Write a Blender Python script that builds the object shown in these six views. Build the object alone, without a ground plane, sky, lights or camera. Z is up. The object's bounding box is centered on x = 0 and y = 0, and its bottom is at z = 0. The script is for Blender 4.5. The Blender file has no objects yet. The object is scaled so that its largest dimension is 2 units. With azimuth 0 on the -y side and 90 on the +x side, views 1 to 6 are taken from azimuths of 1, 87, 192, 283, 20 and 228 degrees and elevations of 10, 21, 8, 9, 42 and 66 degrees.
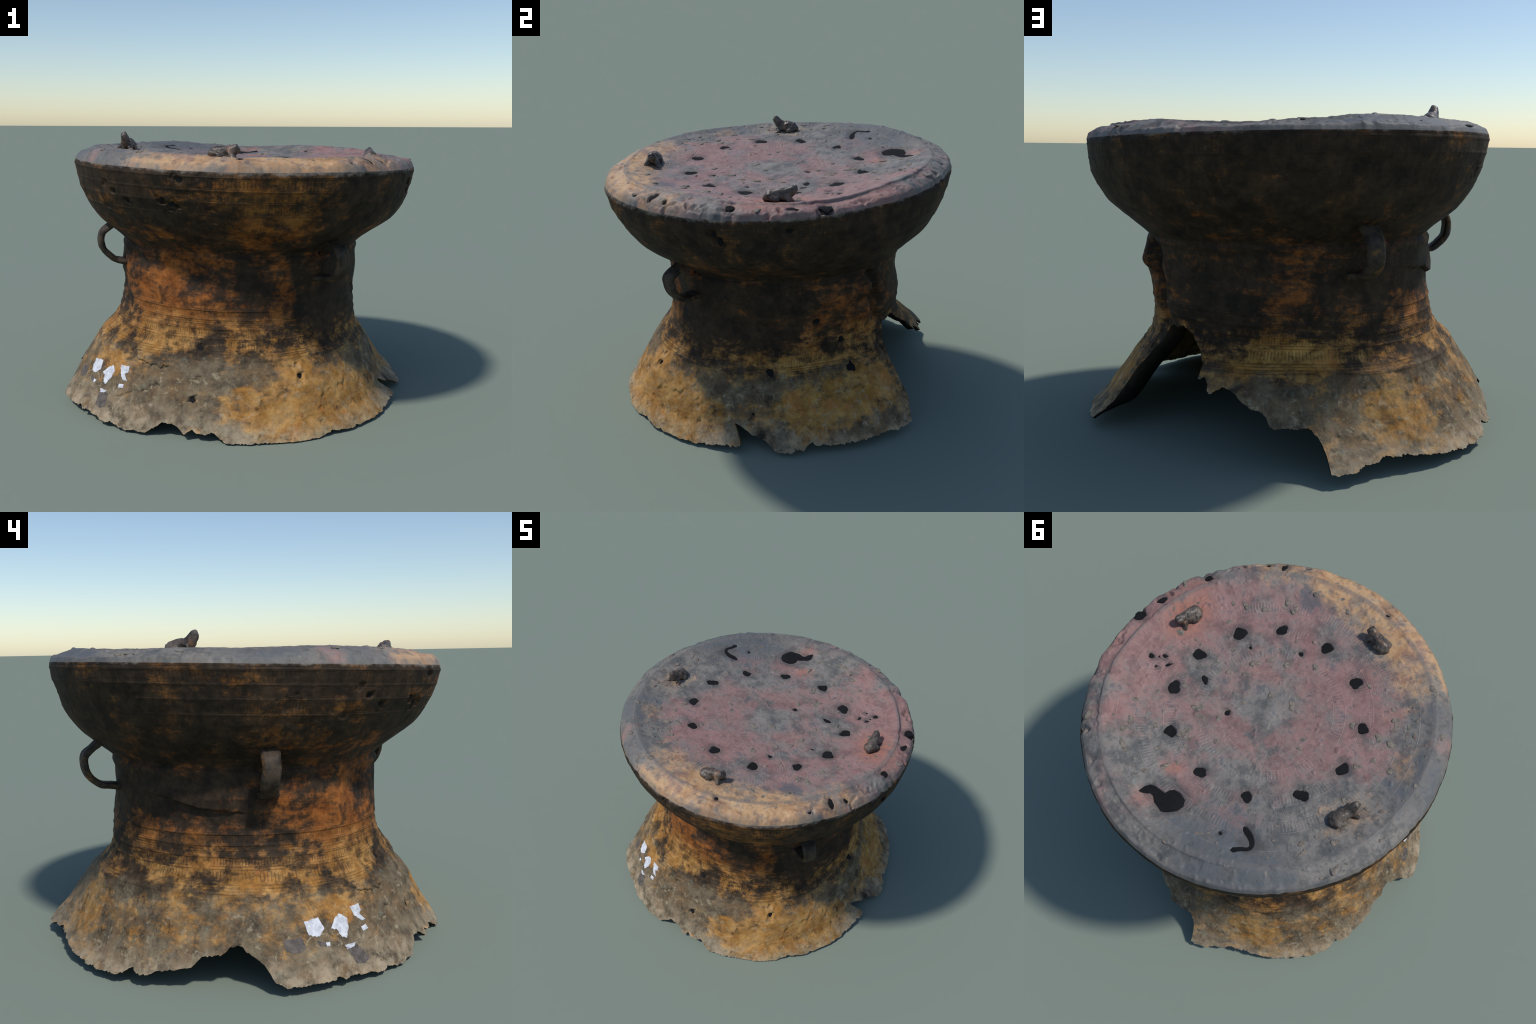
# Ancient cast-bronze kettle drum: dished drumhead with small frog figures, bulging
# shoulder, narrow waist with strap handles and a torn, flaring foot.
import bpy, math, random
import numpy as np
from mathutils import Vector

random.seed(7)
PI2 = 2 * math.pi
CX, CY = 0.026, 0.006              # axis of the drum
TILT_X, TILT_Y = -0.0273, 0.0235   # the drumhead leans a little
RIM_Z = 1.344

# ------------------------------------------------------------------ noise
_perm = np.random.RandomState(11).permutation(512)
_grad = np.random.RandomState(5).normal(size=(512, 3))
_grad /= np.linalg.norm(_grad, axis=1)[:, None]

def perlin(p):
    p = np.asarray(p, float)
    i = np.floor(p).astype(np.int64)
    f = p - i
    w = f * f * f * (f * (f * 6 - 15) + 10)
    out = 0.0
    for dx in (0, 1):
        for dy in (0, 1):
            for dz in (0, 1):
                h = _perm[(_perm[(_perm[(i[..., 0] + dx) & 511] + i[..., 1] + dy) & 511] + i[..., 2] + dz) & 511]
                g = _grad[h]
                d = g[..., 0] * (f[..., 0] - dx) + g[..., 1] * (f[..., 1] - dy) + g[..., 2] * (f[..., 2] - dz)
                wx = w[..., 0] if dx else 1 - w[..., 0]
                wy = w[..., 1] if dy else 1 - w[..., 1]
                wz = w[..., 2] if dz else 1 - w[..., 2]
                out = out + d * wx * wy * wz
    return out * 1.5

def fbm(p, scale, octaves=3, seed=0.0):
    s, a, tot = 0.0, 1.0, 0.0
    for k in range(octaves):
        s = s + a * perlin(np.asarray(p) * scale * 2 ** k + 17.3 * k + seed)
        tot += a
        a *= 0.5
    return s / tot

def smooth(a, b, x):
    t = np.clip((x - a) / (b - a), 0, 1)
    return t * t * (3 - 2 * t)

def gauss(x, c, w):
    return np.exp(-((x - c) / w) ** 2)

def adiff(th, deg):
    return (np.degrees(th) - deg + 180) % 360 - 180

# ------------------------------------------------------------------ profile of the wall
# height along the axis; mean radius; first and second harmonic (out of round)
PROFILE = np.array([
    (0.000, 1.026, -.046, .037, .006, -.012),
    (0.100, 0.927, -.062, .014, .003, -.006),
    (0.200, 0.860, -.060, -.002, .011, -.010),
    (0.300, 0.798, -.053, -.006, .005, -.018),
    (0.360, 0.756, -.056, .000, .006, -.024),
    (0.415, 0.712, -.048, .006, .005, -.019),
    (0.470, 0.692, -.039, .009, .003, -.013),
    (0.550, 0.680, -.034, .013, .002, -.005),
    (0.650, 0.678, -.027, .017, -.004, .010),
    (0.750, 0.680, -.024, .015, .006, .013),
    (0.850, 0.676, -.022, .017, .001, .005),
    (0.885, 0.672, -.016, .022, -.002, .008),
    (0.930, 0.728, -.013, .026, -.004, .003),
    (1.000, 0.818, -.011, .020, .001, -.004),
    (1.050, 0.868, -.002, .013, .000, -.005),
    (1.100, 0.900, .000, .009, .000, -.007),
    (1.180, 0.939, .003, .005, -.001, -.005),
    (1.260, 0.964, .003, .003, -.007, -.010),
    (1.315, 0.973, .002, .000, -.009, -.008),
    (1.338, 0.970, .002, .000, -.008, -.010),
])

# uneven flare of the foot: degrees, extra radius
FLARE = np.array([(0, -.012), (10, .002), (18, .015), (32, .038), (40, .062), (50, .060), (70, .055), (90, .062), (98, .055), (107, .018), (112, .008),
                  (125, -.008), (140, -.005), (160, -.010), (167, .0), (180, .008), (186, .028), (195, .042), (200, .055), (205, .055), (215, .038),
                  (226, .034), (234, .022), (242, .004), (257, -.004), (268, .014), (278, .004), (300, -.006), (310, -.018), (322, -.028), (331, -.030),
                  (340, -.023), (350, -.017), (360, -.012)])

# local swellings and hollows of the wall: degrees, width, height, width, depth
SWELLS = [(310, 22, .16, .13, .027), (352, 12, .12, .08, -.012), (98, 20, .43, .08, -.030), (107, 15, .10, .10, .017), (228, 16, .18, .10, -.014),
          (195, 8, .15, .06, -.010), (135, 12, .34, .06, .012), (283, 10, .40, .06, .020), (222, 14, .50, .05, .010), (257, 22, .80, .09, -.015),
          (312, 20, .80, .09, .018), (20, 12, .78, .09, .017), (110, 20, 1.11, .09, .010), (262, 24, .96, .07, -.013), (345, 20, .97, .06, -.012),
          (292, 12, .98, .06, .016), (82, 16, 1.0, .10, -.010), (236, 14, 1.0, .10, -.008), (352, 14, 1.22, .05, -.008),
          (246, 13, .78, .10, -.015), (282, 13, .80, .09, .015), (284, 12, .94, .05, .010), (148, 24, .42, .05, -.008),
          (96, 14, .44, .05, -.012), (106, 12, .10, .10, .013), (212, 26, .21, .10, -.010), (284, 13, .33, .06, -.014), (0, 13, .20, .07, -.012),
          (306, 20, .05, .06, .014), (58, 14, .56, .06, .024), (75, 17, .74, .09, -.013), (106, 11, .36, .06, -.018),
          (86, 11, .56, .05, .016), (244, 13, .72, .11, -.011), (95, 13, .345, .05, -.014), (133, 10, .78, .05, .012), (246, 20, 1.08, .12, -.009), (247, 12, .78, .10, -.010)]

def flare(th, ze):
    a = np.degrees(th) % 360
    d = sum(np.interp((a + k) % 360, FLARE[:, 0], FLARE[:, 1]) for k in (-4, 0, 4)) / 3
    d = d * smooth(.56, .28, ze)
    d = d + .022 * gauss(adiff(th, 290), 0, 18) * gauss(ze, .22, .12) + .014 * gauss(adiff(th, 228), 0, 26) * gauss(ze, .42, .10)
    for deg, wd, z0, wz, dr in SWELLS:
        d = d + dr * gauss(adiff(th, deg), 0, wd) * gauss(ze, z0, wz)
    d = d + .012 * gauss(ze, .868, .022) * (1 + .5 * gauss(adiff(th, 285), 0, 40))
    return d

def wall_radius(th, ze):
    c = [np.interp(ze, PROFILE[:, 0], PROFILE[:, k]) for k in range(1, 6)]
    # soften the polygon of the mean profile except at the sharp joint
    s = 0.016
    a = np.interp(ze - s, PROFILE[:, 0], PROFILE[:, 1])
    b = np.interp(ze + s, PROFILE[:, 0], PROFILE[:, 1])
    soft = np.clip(np.abs(ze - 0.885) / 0.03 - .4, 0, 1) * np.clip((1.315 - ze) / .02, 0, 1) * np.clip(ze / .03, 0, 1)
    c0 = c[0] * (1 - soft) + soft * (a + b + c[0] * 2) / 4
    return c0 + flare(th, ze) + c[1] * np.cos(th) + c[2] * np.sin(th) + c[3] * np.cos(2 * th) + c[4] * np.sin(2 * th)

# ------------------------------------------------------------------ torn lower edge of the foot (degrees, height)
EDGE = [(0, .041), (1, .039), (2, .05), (4.3, .066), (5, .054), (7.4, .051), (11, .051), (16, .049), (20.5, .052), (25.5, .056), (30, .06),
        (33, .054), (36, .055), (39.4, .058), (40.6, .084), (42.2, .114), (44, .147), (44.5, .20), (44.8, .27), (45.2, .31), (46.2, .345), (47.4, .382),
        (50, .435), (51.5, .49), (54, .498), (57.3, .497), (60.7, .508), (63, .497), (65.7, .479), (70.6, .426), (74.5, .388), (75, .327), (77, .338), (79.1, .32),
        (79.5, .298), (80.5, .287), (84, .315), (87, .309), (91.2, .271), (93.5, .256), (96.3, .248), (97.8, .222), (98.7, .197), (103.7, .193),
        (108.2, .194), (110.3, .167), (111.1, .143), (111.9, .107), (112.2, .058), (113.2, .052), (116, .054), (118.5, .056), (120, .068), (123.7, .073),
        (125.5, .087), (128.5, .079), (132.9, .075), (138, .064), (142, .055), (147.2, .046), (150, .041), (154, .042), (157, .044), (160, .046),
        (161.7, .057), (162.8, .074), (164, .074), (166.4, .06), (169, .072), (174, .092), (179.2, .105), (180.3, .13), (181.5, .146), (183.4, .152),
        (186, .152), (188.4, .18), (190, .189), (191.5, .189), (192.4, .173), (194.8, .151), (196.7, .125), (198.1, .096), (199, .071), (201.2, .054),
        (204.3, .048), (207.7, .050), (213.2, .050), (213.7, .058), (215, .052), (215.9, .043), (219.5, .047), (222.5, .041), (225.2, .031), (227.7, .028),
        (229.5, .036), (232.6, .024), (234.8, .018), (237.5, .024), (242, .022), (243, .033), (245.3, .062), (246.6, .079), (250, .073), (252, .062),
        (254.1, .037), (256.4, .062), (258.1, .046), (260.5, .042), (263.3, .049), (265.1, .027), (267, .016), (271, .012), (276, .010), (281, .010),
        (289, .010), (295.5, .014), (299.8, .026), (304, .018), (312, .021), (318, .019), (325, .022), (331, .033), (336, .040), (338.8, .044), (340.2, .048), (341.0, .064), (341.7, .108),
        (342.4, .130), (343.2, .126), (344.4, .108), (346, .086), (347.6, .080), (349.3, .068), (350.4, .052), (351.1, .040), (351.6, .038), (354.2, .030), (357, .032), (360, .041)]
EDGE = np.array(EDGE)

def edge_height(deg):
    z = np.interp(deg % 360, EDGE[:, 0], EDGE[:, 1])
    t = np.radians(deg)
    ring = np.stack([np.cos(t), np.sin(t), 0 * t], -1)
    jag = fbm(ring, 26, 3, 3.1) * 0.010 + np.abs(perlin(ring * 60 + 9)) * 0.008 - .007
    return np.maximum(z + jag, 0.004)

# dents and pits of the wall: degrees, height, radius, depth
PITS = [(292.7, .278, .022, .020), (292.5, .328, .016, .010), (240.2, .205, .030, .014), (254.4, .174, .020, .016), (253.7, .400, .022, .012),
        (255.7, .272, .016, .010), (253.4, 1.295, .026, .014), (246.6, 1.191, .020, .016), (249.8, 1.172, .030, .018), (252.4, 1.163, .018, .014),
        (233, 1.171, .018, .014), (227.8, 1.208, .018, .014), (224.5, 1.251, .018, .010), (220.4, 1.125, .022, .010), (255.9, 1.237, .012, .010),
        (349.3, .365, .028, .020), (26.5, .345, .036, .022), (290.3, .318, .014, .010), (343, .172, .010, .012), (11.9, .635, .022, .014),
        (349, .617, .034, .010), (162.7, 1.184, .036, .010), (205, 1.17, .040, .007), (336.5, 1.272, .024, .016), (338, 1.238, .024, .018),
        (339.3, 1.215, .018, .014), (358.5, 1.274, .026, .016), (24.2, .5, .02, .01), (345, .625, .03, .010), (310, .885, .016, .012)]

def seam(ze):   # line of the torn sheet in the waist: degrees at a height
    return np.interp(ze, [.50, .58, .68, .76, .80, .86], [52, 47, 46, 43, 44, 40])

def wall_relief(th, ze, P):
    d = fbm(P, 2.2, 2, 2.0) * 0.010 + fbm(P, 9, 3, 8.0) * 0.0045 + fbm(P, 40, 2, 5.0) * 0.0013
    rough = smooth(.42, .30, ze)
    d = d + rough * (fbm(P, 14, 3, 30.0) * 0.006 - np.maximum(fbm(P, 18, 2, 41.0) - .25, 0) * 0.02)
    # flattened buckling of the foot
    d = d + smooth(.40, .15, ze) * fbm(P * np.array([1, 1, .35]), 5.0, 2, 60.) * .012
    deg = np.degrees(th) % 360
    # torn sheet: east part bulges out, pocket and recess north of it
    s = adiff(th, 0) - seam(ze)
    win = smooth(.47, .56, ze) * smooth(.895, .84, ze)
    d = d + win * 0.034 * np.exp(-(np.minimum(s + 7, 0) / 9) ** 2) * smooth(0, -7, s) * (0.35 + gauss(ze, .785, .07))
    d = d - win * 0.055 * gauss(s, -1.5, 3.2) * (0.6 + .6 * gauss(ze, .72, .06))
    d = d - 0.03 * gauss(s, -8, 5) * gauss(ze, .70, .035) * win
    # horizontal tear of the waist above the west side
    x = adiff(th, 172)
    line = np.interp(deg, [145, 151, 163, 176, 189, 194], [.765, .757, .743, .699, .692, .69])
    line = line + fbm(P, 14, 3, 15.) * .022
    up = ze - line
    d = d + smooth(-27, -12, x) * smooth(25, 8, x) * np.where(up > 0, .018 * np.exp(-up / .09) * smooth(-.004, .010, up), -.006 * np.exp(up / .03))
    # raised rings of the band above the foot
    for z0, a, w in ((.362, .0046, .007), (.386, .0042, .006), (.452, .0034, .006), (.50, .0034, .006), (.547, .0038, .006), (.595, .0042, .006),
                     (.605, .0015, .004), (1.250, .0022, .006), (1.190, .002, .006), (1.127, .002, .006), (1.313, .002, .006)):
        d = d + a * gauss(ze, z0, w)
    # casting seam on the front
    d = d + .003 * gauss(adiff(th, 256 - 3 * ze), 0, .4) * smooth(.38, .5, ze) * smooth(1.3, 1.0, ze)
    # crack across the front left of the foot
    cz = np.interp(deg, [216, 222, 228, 234, 240], [.145, .125, .135, .185, .19]) + fbm(P, 20, 3, 66.) * .022
    d = d - .006 * gauss(ze, cz, .006) * smooth(215, 219, deg) * smooth(243, 238, deg)
    d = d + .006 * np.where(ze > cz, np.exp(-(ze - cz) / .02), 0) * smooth(215, 219, deg) * smooth(243, 238, deg)
    cz2 = np.interp(deg, [226, 232, 240, 246], [.35, .325, .31, .315]) + fbm(P, 18, 3, 46.) * .022
    d = d + .009 * np.where(ze > cz2, np.exp(-(ze - cz2) / .03), -.3 * np.exp((ze - cz2) / .012)) * smooth(225, 229, deg) * smooth(247, 242, deg)
    wob = fbm(P, 28, 2, 91.)
    for a, z0, r, dep in PITS:
        R = wall_radius(np.radians(a), z0)
        q = np.sqrt((adiff(th, a) * math.pi / 180 * R) ** 2 + (ze - z0) ** 2 * 1.6) / r
        near = q < 3
        q = q * (1 + .9 * wob)
        d = np.where(near, d - dep * np.exp(-q ** 4) + dep * .06 * np.exp(-((q - 1.35) / .3) ** 2), d)
    return d

# ------------------------------------------------------------------ drumhead
# where the sheet of the drumhead has sagged or stands proud: degrees, radius, widths, height
SAGS = [(0, 0, .28, .28, -.022), (0, 0, .06, .06, .022), (45, .53, .20, .13, .012), (322, .80, .30, .17, .022), (240, .77, .32, .18, .022),
        (285, .80, .24, .14, .012), (93, .82, .26, .16, -.028), (4, .80, .26, .12, -.018), (150, .93, .40, .08, -.012), (215, .90, .2, .12, .010)]

def rim_height(th):
    return -.006 + .017 * gauss(adiff(th, 302), 0, 38) + .006 * gauss(adiff(th, 235), 0, 30) + .008 * gauss(adiff(th, 8), 0, 30)

def head_height(r, th):
    h = np.interp(r, [0, .25, .5, .62, .72, .80, .855, .872, .884, .90, .926, .945, .958, .966],
                  [.003, .000, .000, .008, .021, .038, .051, .053, .0505, .0455, .034, .0245, .0165, .002])
    h = h + rim_height(th) * smooth(.86, .96, r)
    lean = -.023 * np.cos(th - math.radians(45)) * np.minimum(r / .5, 1) * smooth(.88, .5, r)
    x, y = r * np.cos(th), r * np.sin(th)
    for a, rad, wt, wr, dz in SAGS:
        t = math.radians(a)
        u = (x - rad * math.cos(t)) * math.cos(t) + (y - rad * math.sin(t)) * math.sin(t)
        v = -(x - rad * math.cos(t)) * math.sin(t) + (y - rad * math.sin(t)) * math.cos(t)
        h = h + dz * np.exp(-(u / wr) ** 2 - (v / wt) ** 2) * smooth(.968, .93, r)
    step = smooth(.868, .880, r) * smooth(.94, .885, r) * (.65 + .5 * np.sin(3 * th + 1) * np.sin(7 * th)) * (.006 + .006 * smooth(-2, 12, adiff(th, 0)) * smooth(75, 55, adiff(th, 0))
                                                         + .004 * smooth(-70, -60, adiff(th, -60)))
    return h + lean - step

def head_relief(r, th, P):
    d = fbm(P, 3.2, 2, 5.) * .009 + fbm(P, 13, 3, 9.) * .0045 + fbm(P, 42, 2, 1.) * .0016
    n = fbm(P, 22, 2, 77.)
    d = d + smooth(.30, .55, n) * .0045                 # corrosion scabs
    rim = smooth(.88, .94, r)
    d = d + rim * (fbm(P, 11, 3, 21.) * .010 - np.maximum(fbm(P, 15, 2, 51.) - .16, 0) * .04) * (.8 + smooth(75, 40, np.abs(adiff(th, 15))))
    return d

# holes in the drumhead: x, y, radius, stretch, angle
HOLES = [(.508, -.200, .036, 1.1, 20), (.369, -.387, .030, 1.0, 0), (.118, -.491, .032, 1.25, 60), (-.150, -.454, .033, 1.15, 150),
         (-.374, -.292, .028, 1.0, 0), (-.475, -.056, .031, 1.15, 100), (-.446, .192, .033, 1.25, 30), (-.273, .398, .027, 1.1, 0),
         (-.014, .487, .029, 1.15, 50), (.270, .459, .031, 1.15, 120), (.468, .284, .036, 1.15, 140), (.550, .053, .033, 1.2, 0),
         (.168, .165, .015, 1.0, 0), (.403, .130, .020, 1.7, 150), (.184, -.361, .013, 1.2, 0), (.40, -.185, .008, 1.2, 0),
         (.652, .205, .012, 1.7, 40), (.695, .262, .014, 1.3, 10), (.598, .222, .012, 2.2, 70), (.630, .282, .006, 1.3, 70), (.668, .232, .005, 1.5, 120),
         (-.345, .620, .008, 1.2, 0), (.667, -.662, .024, 1.75, -46), (.570, -.763, .011, 1.2, 0), (.735, -.60, .012, 1.1, 0),
         (.887, -.287, .020, 1.3, 90), (.942, .001, .022, 1.5, 80), (.942, .156, .030, 1.2, 10), (.040, -.869, .011, 1.5, 0)]
J_SLOT = [(-.401, .513), (-.44, .52), (-.476, .531), (-.500, .552), (-.498, .578), (-.475, .598), (-.455, .63)]

def hole_polar(k, n=40):
    x, y, r, st, an = HOLES[k]
    rs = np.random.RandomState(100 + k)
    ph = rs.uniform(0, PI2, 4)
    t = np.linspace(0, PI2, n, endpoint=False)
    rad = 1 + .12 * np.cos(2 * t + ph[0]) + .09 * np.cos(3 * t + ph[1]) + .06 * np.cos(4 * t + ph[2]) + .03 * np.cos(7 * t + ph[3])
    a = math.radians(an)
    u, v = rad * r * math.sqrt(st) * np.cos(t), rad * r / math.sqrt(st) * np.sin(t)
    return np.stack([x + u * math.cos(a) - v * math.sin(a), y + u * math.sin(a) + v * math.cos(a)], 1)

# outline of the large break where the fourth figure stood
BIG_HOLE = np.array([(.092, .784), (.095, .747), (.085, .719), (.063, .706), (.028, .697), (.004, .692), (.001, .665), (-.012, .645), (-.045, .635),
                     (-.087, .64), (-.111, .667), (-.114, .699), (-.102, .725), (-.086, .747), (-.064, .766), (-.037, .763), (-.004, .762),
                     (.024, .747), (.046, .742), (.059, .761), (.077, .778)])[::-1]

def poly_dist(px, py, poly):
    """signed distance to a closed outline, negative inside"""
    x1, y1 = poly[:, 0], poly[:, 1]
    x2, y2 = np.roll(x1, -1), np.roll(y1, -1)
    best = np.full(px.shape, 9.0)
    inside = np.zeros(px.shape, bool)
    for a, b, c, d in zip(x1, y1, x2, y2):
        t = np.clip(((px - a) * (c - a) + (py - b) * (d - b)) / ((c - a) ** 2 + (d - b) ** 2 + 1e-12), 0, 1)
        best = np.minimum(best, np.hypot(px - a - t * (c - a), py - b - t * (d - b)))
        cross = ((b > py) != (d > py)) & (px < (c - a) * (py - b) / (d - b + 1e-12) + a)
        inside ^= cross
    return np.where(inside, -best, best)

def slot_outline(pts, widths):
    pts = np.array(pts)
    tan = np.gradient(pts, axis=0)
    tan /= np.linalg.norm(tan, axis=1)[:, None]
    nor = np.stack([-tan[:, 1], tan[:, 0]], 1) * np.array(widths)[:, None]
    cap0, cap1 = pts[:1] - tan[:1] * widths[0], pts[-1:] + tan[-1:] * widths[-1]
    return np.concatenate([cap0, pts + nor, cap1, (pts - nor)[::-1]])

def soften(pts, times=2):
    p = np.array(pts, float)
    for _ in range(times):
        q = np.stack([p[:-1] * .75 + p[1:] * .25, p[:-1] * .25 + p[1:] * .75], 1).reshape(-1, 2)
        p = np.concatenate([p[:1], q, p[-1:]])
    return p

SLOT = soften(J_SLOT)
SLOT_W = np.interp(np.linspace(0, 1, len(SLOT)), [0, .2, .5, .7, 1], [.011, .014, .008, .008, .014])
OUTLINES = [hole_polar(k) for k in range(len(HOLES))] + [BIG_HOLE, slot_outline(SLOT, SLOT_W)]

# ------------------------------------------------------------------ assemble the big grid
COLS = 1440
T0 = np.linspace(0, PI2, COLS, endpoint=False)

def place(th, r, ze):
    x, y = CX + r * np.cos(th), CY + r * np.sin(th)
    return np.stack([x, y, ze + (TILT_X * x + TILT_Y * y) * np.clip(ze, 0, 1.4) / RIM_Z], -1)

def warp(th, ze):   # the notch of the foot leans
    a = np.degrees(th) % 360
    return th + np.radians(-75 * (ze - .04) * gauss(a, 341, 9) * smooth(.45, .16, ze))

def build_outer():
    bottom = edge_height(np.degrees(T0))
    rows_foot = np.linspace(0, 1, 150) ** 1.0
    Z = [bottom * (1 - s) + .62 * s for s in rows_foot[:-1]]
    Z += [np.full(COLS, z) for z in np.concatenate([np.linspace(.62, .885, 66), np.linspace(.885, 1.338, 116)[1:]])]
    Z = np.array(Z)
    TH = warp(np.broadcast_to(T0, Z.shape), Z)
    R = wall_radius(TH, Z)
    P = place(TH, R, Z)
    d = wall_relief(TH, Z, P)
    tail = smooth(1.338, 1.325, Z)
    e = (fbm(P, 11, 3, 21.) * .010 - np.maximum(fbm(P, 15, 2, 51.) - .16, 0) * .04) * (.8 + smooth(75, 40, np.abs(adiff(TH, 15)))) * smooth(1.29, 1.335, Z)
    R = R + d * (tail * .8 + .2) + e * .5
    wall = place(TH, R, Z)
    wall[..., 2] += rim_height(TH) * smooth(1.25, 1.338, Z)
    region = np.where(Z > .885, 1, np.where(Z > .405, 2, 3))
    # head: from the rim to the middle
    rim_r = R[-1]
    rr = np.concatenate([np.linspace(.966, .872, 30)[1:], np.linspace(.872, .004, 186)[1:]])
    TH2 = np.broadcast_to(T0, (len(rr), COLS))
    frac = rr[:, None] / .966
    R2 = frac * (rim_r - .004)[None, :] * (frac ** 3) + frac * .966 * (1 - frac ** 3)
    R2 = R2 + 0
    H = head_height(np.broadcast_to(rr[:, None], R2.shape), TH2)
    x, y = CX + R2 * np.cos(TH2), CY + R2 * np.sin(TH2)
    Q = np.stack([x, y, RIM_Z + H + TILT_X * x + TILT_Y * y], -1)
    dh = head_relief(rr[:, None], TH2, Q)
    # a chip in the front edge of the rim and a raised broken plate behind it
    dh = dh + .006 * smooth(.88, .90, rr[:, None]) * smooth(261, 262.5, np.degrees(TH2)) * smooth(278, 272, np.degrees(TH2))
    for o in OUTLINES:
        lo, hi = o.min(0) - .05, o.max(0) + .05
        m = (x > lo[0]) & (x < hi[0]) & (y > lo[1]) & (y < hi[1])
        if m.any():
            s = poly_dist(x[m], y[m], o)
            sink = smooth(.004, -.006, s) * .012
            dh[m] = dh[m] * (1 - smooth(.0, -.01, s)) - sink - .0035 * gauss(s, 0, .02)
    Q[..., 2] += dh
    V = np.concatenate([wall, Q])
    region = np.concatenate([region, np.zeros(R2.shape, int)])
    return V, region, bottom

V, REG, BOTTOM = build_outer()
NR = V.shape[0]

def grid_faces(nr, nc):
    i = np.arange(nr - 1)[:, None] * nc
    j = np.arange(nc)[None, :]
    k = (j + 1) % nc
    return np.stack([i + j, i + k, i + nc + k, i + nc + j], -1).reshape(-1, 4)

F = grid_faces(NR, COLS)
verts = V.reshape(-1, 3)
centre = len(verts)
verts = np.concatenate([verts, verts[-COLS:].mean(0)[None]])

BOTTOM_S = np.convolve(np.concatenate([BOTTOM[-12:], BOTTOM, BOTTOM[:12]]), np.ones(25) / 25, 'valid')

def inner_shell(bottom):
    """inside of the hollow casting: from the torn edge up to the shoulder, then closed"""
    rows = []
    s = np.linspace(0, 1, 90)
    rows.append(V[0].copy())                                       # shared with the outside
    for k in s:
        Z = bottom * (1 - k) + .80 * k
        th = warp(T0, Z)
        P0 = place(th, wall_radius(th, Z), Z)
        d = wall_relief(th, Z, P0)
        thick = .013 + .006 * k
        deg = np.degrees(T0)
        thick = thick + .100 * gauss(deg, 47, 9) * smooth(.07, .20, BOTTOM_S) + .03 * smooth(52, 58, deg) * smooth(100, 80, deg) * smooth(.25, .4, BOTTOM_S)
        rows.append(place(th, wall_radius(th, Z) + d - thick, np.maximum(Z - (.006 if k == 0 else 0.0), 0)))
    for f in (.75, .5, .25, .02):
        rows.append(place(T0, .66 * f, np.full(COLS, .82 + .02 * (1 - f))))
    return np.array(rows)

INNER = inner_shell(BOTTOM)
NI = INNER.shape[0]

def vertex_normals(v, quads, tris=None):
    n = np.zeros_like(v)
    a, b, c, d = (v[quads[:, k]] for k in range(4))
    fn = np.cross(c - a, d - b)
    for k in range(4):
        for ax in range(3):
            n[:, ax] += np.bincount(quads[:, k], fn[:, ax], len(v))
    return n / np.maximum(np.linalg.norm(n, axis=1), 1e-12)[:, None]

NORM = vertex_normals(verts, F)
NORM[centre] = (0, 0, 1)

root = bpy.data.objects.new("bronze_drum", None)
root.empty_display_size = .3
root["label"] = "ancient weathered bronze kettle drum with frogs and torn foot"
root["category"] = "bronze drum"
bpy.context.collection.objects.link(root)

def add_object(name, mesh, parent=root, mat=None):
    ob = bpy.data.objects.new(name, mesh)
    bpy.context.collection.objects.link(ob)
    ob.parent = parent
    if mat is not None:
        mesh.materials.append(mat)
    return ob

def mesh_from(name, v, quads, tris=None, normals=None, smooth_shade=True):
    me = bpy.data.meshes.new(name)
    nq, nt = len(quads), 0 if tris is None else len(tris)
    me.vertices.add(len(v))
    me.vertices.foreach_set("co", np.asarray(v, np.float32).ravel())
    loops = np.asarray(quads, np.int32).ravel()
    if nt:
        loops = np.concatenate([loops, np.asarray(tris, np.int32).ravel()])
    me.loops.add(len(loops))
    me.loops.foreach_set("vertex_index", loops.astype(np.int32))
    me.polygons.add(nq + nt)
    start = np.concatenate([np.arange(nq) * 4, nq * 4 + np.arange(nt) * 3]).astype(np.int32)
    me.polygons.foreach_set("loop_start", start)
    me.polygons.foreach_set("use_smooth", np.full(nq + nt, smooth_shade))
    me.update(calc_edges=True)
    me.validate()
    if normals is not None:
        me.normals_split_custom_set_from_vertices(np.asarray(normals, np.float32).tolist())
    return me

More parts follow.
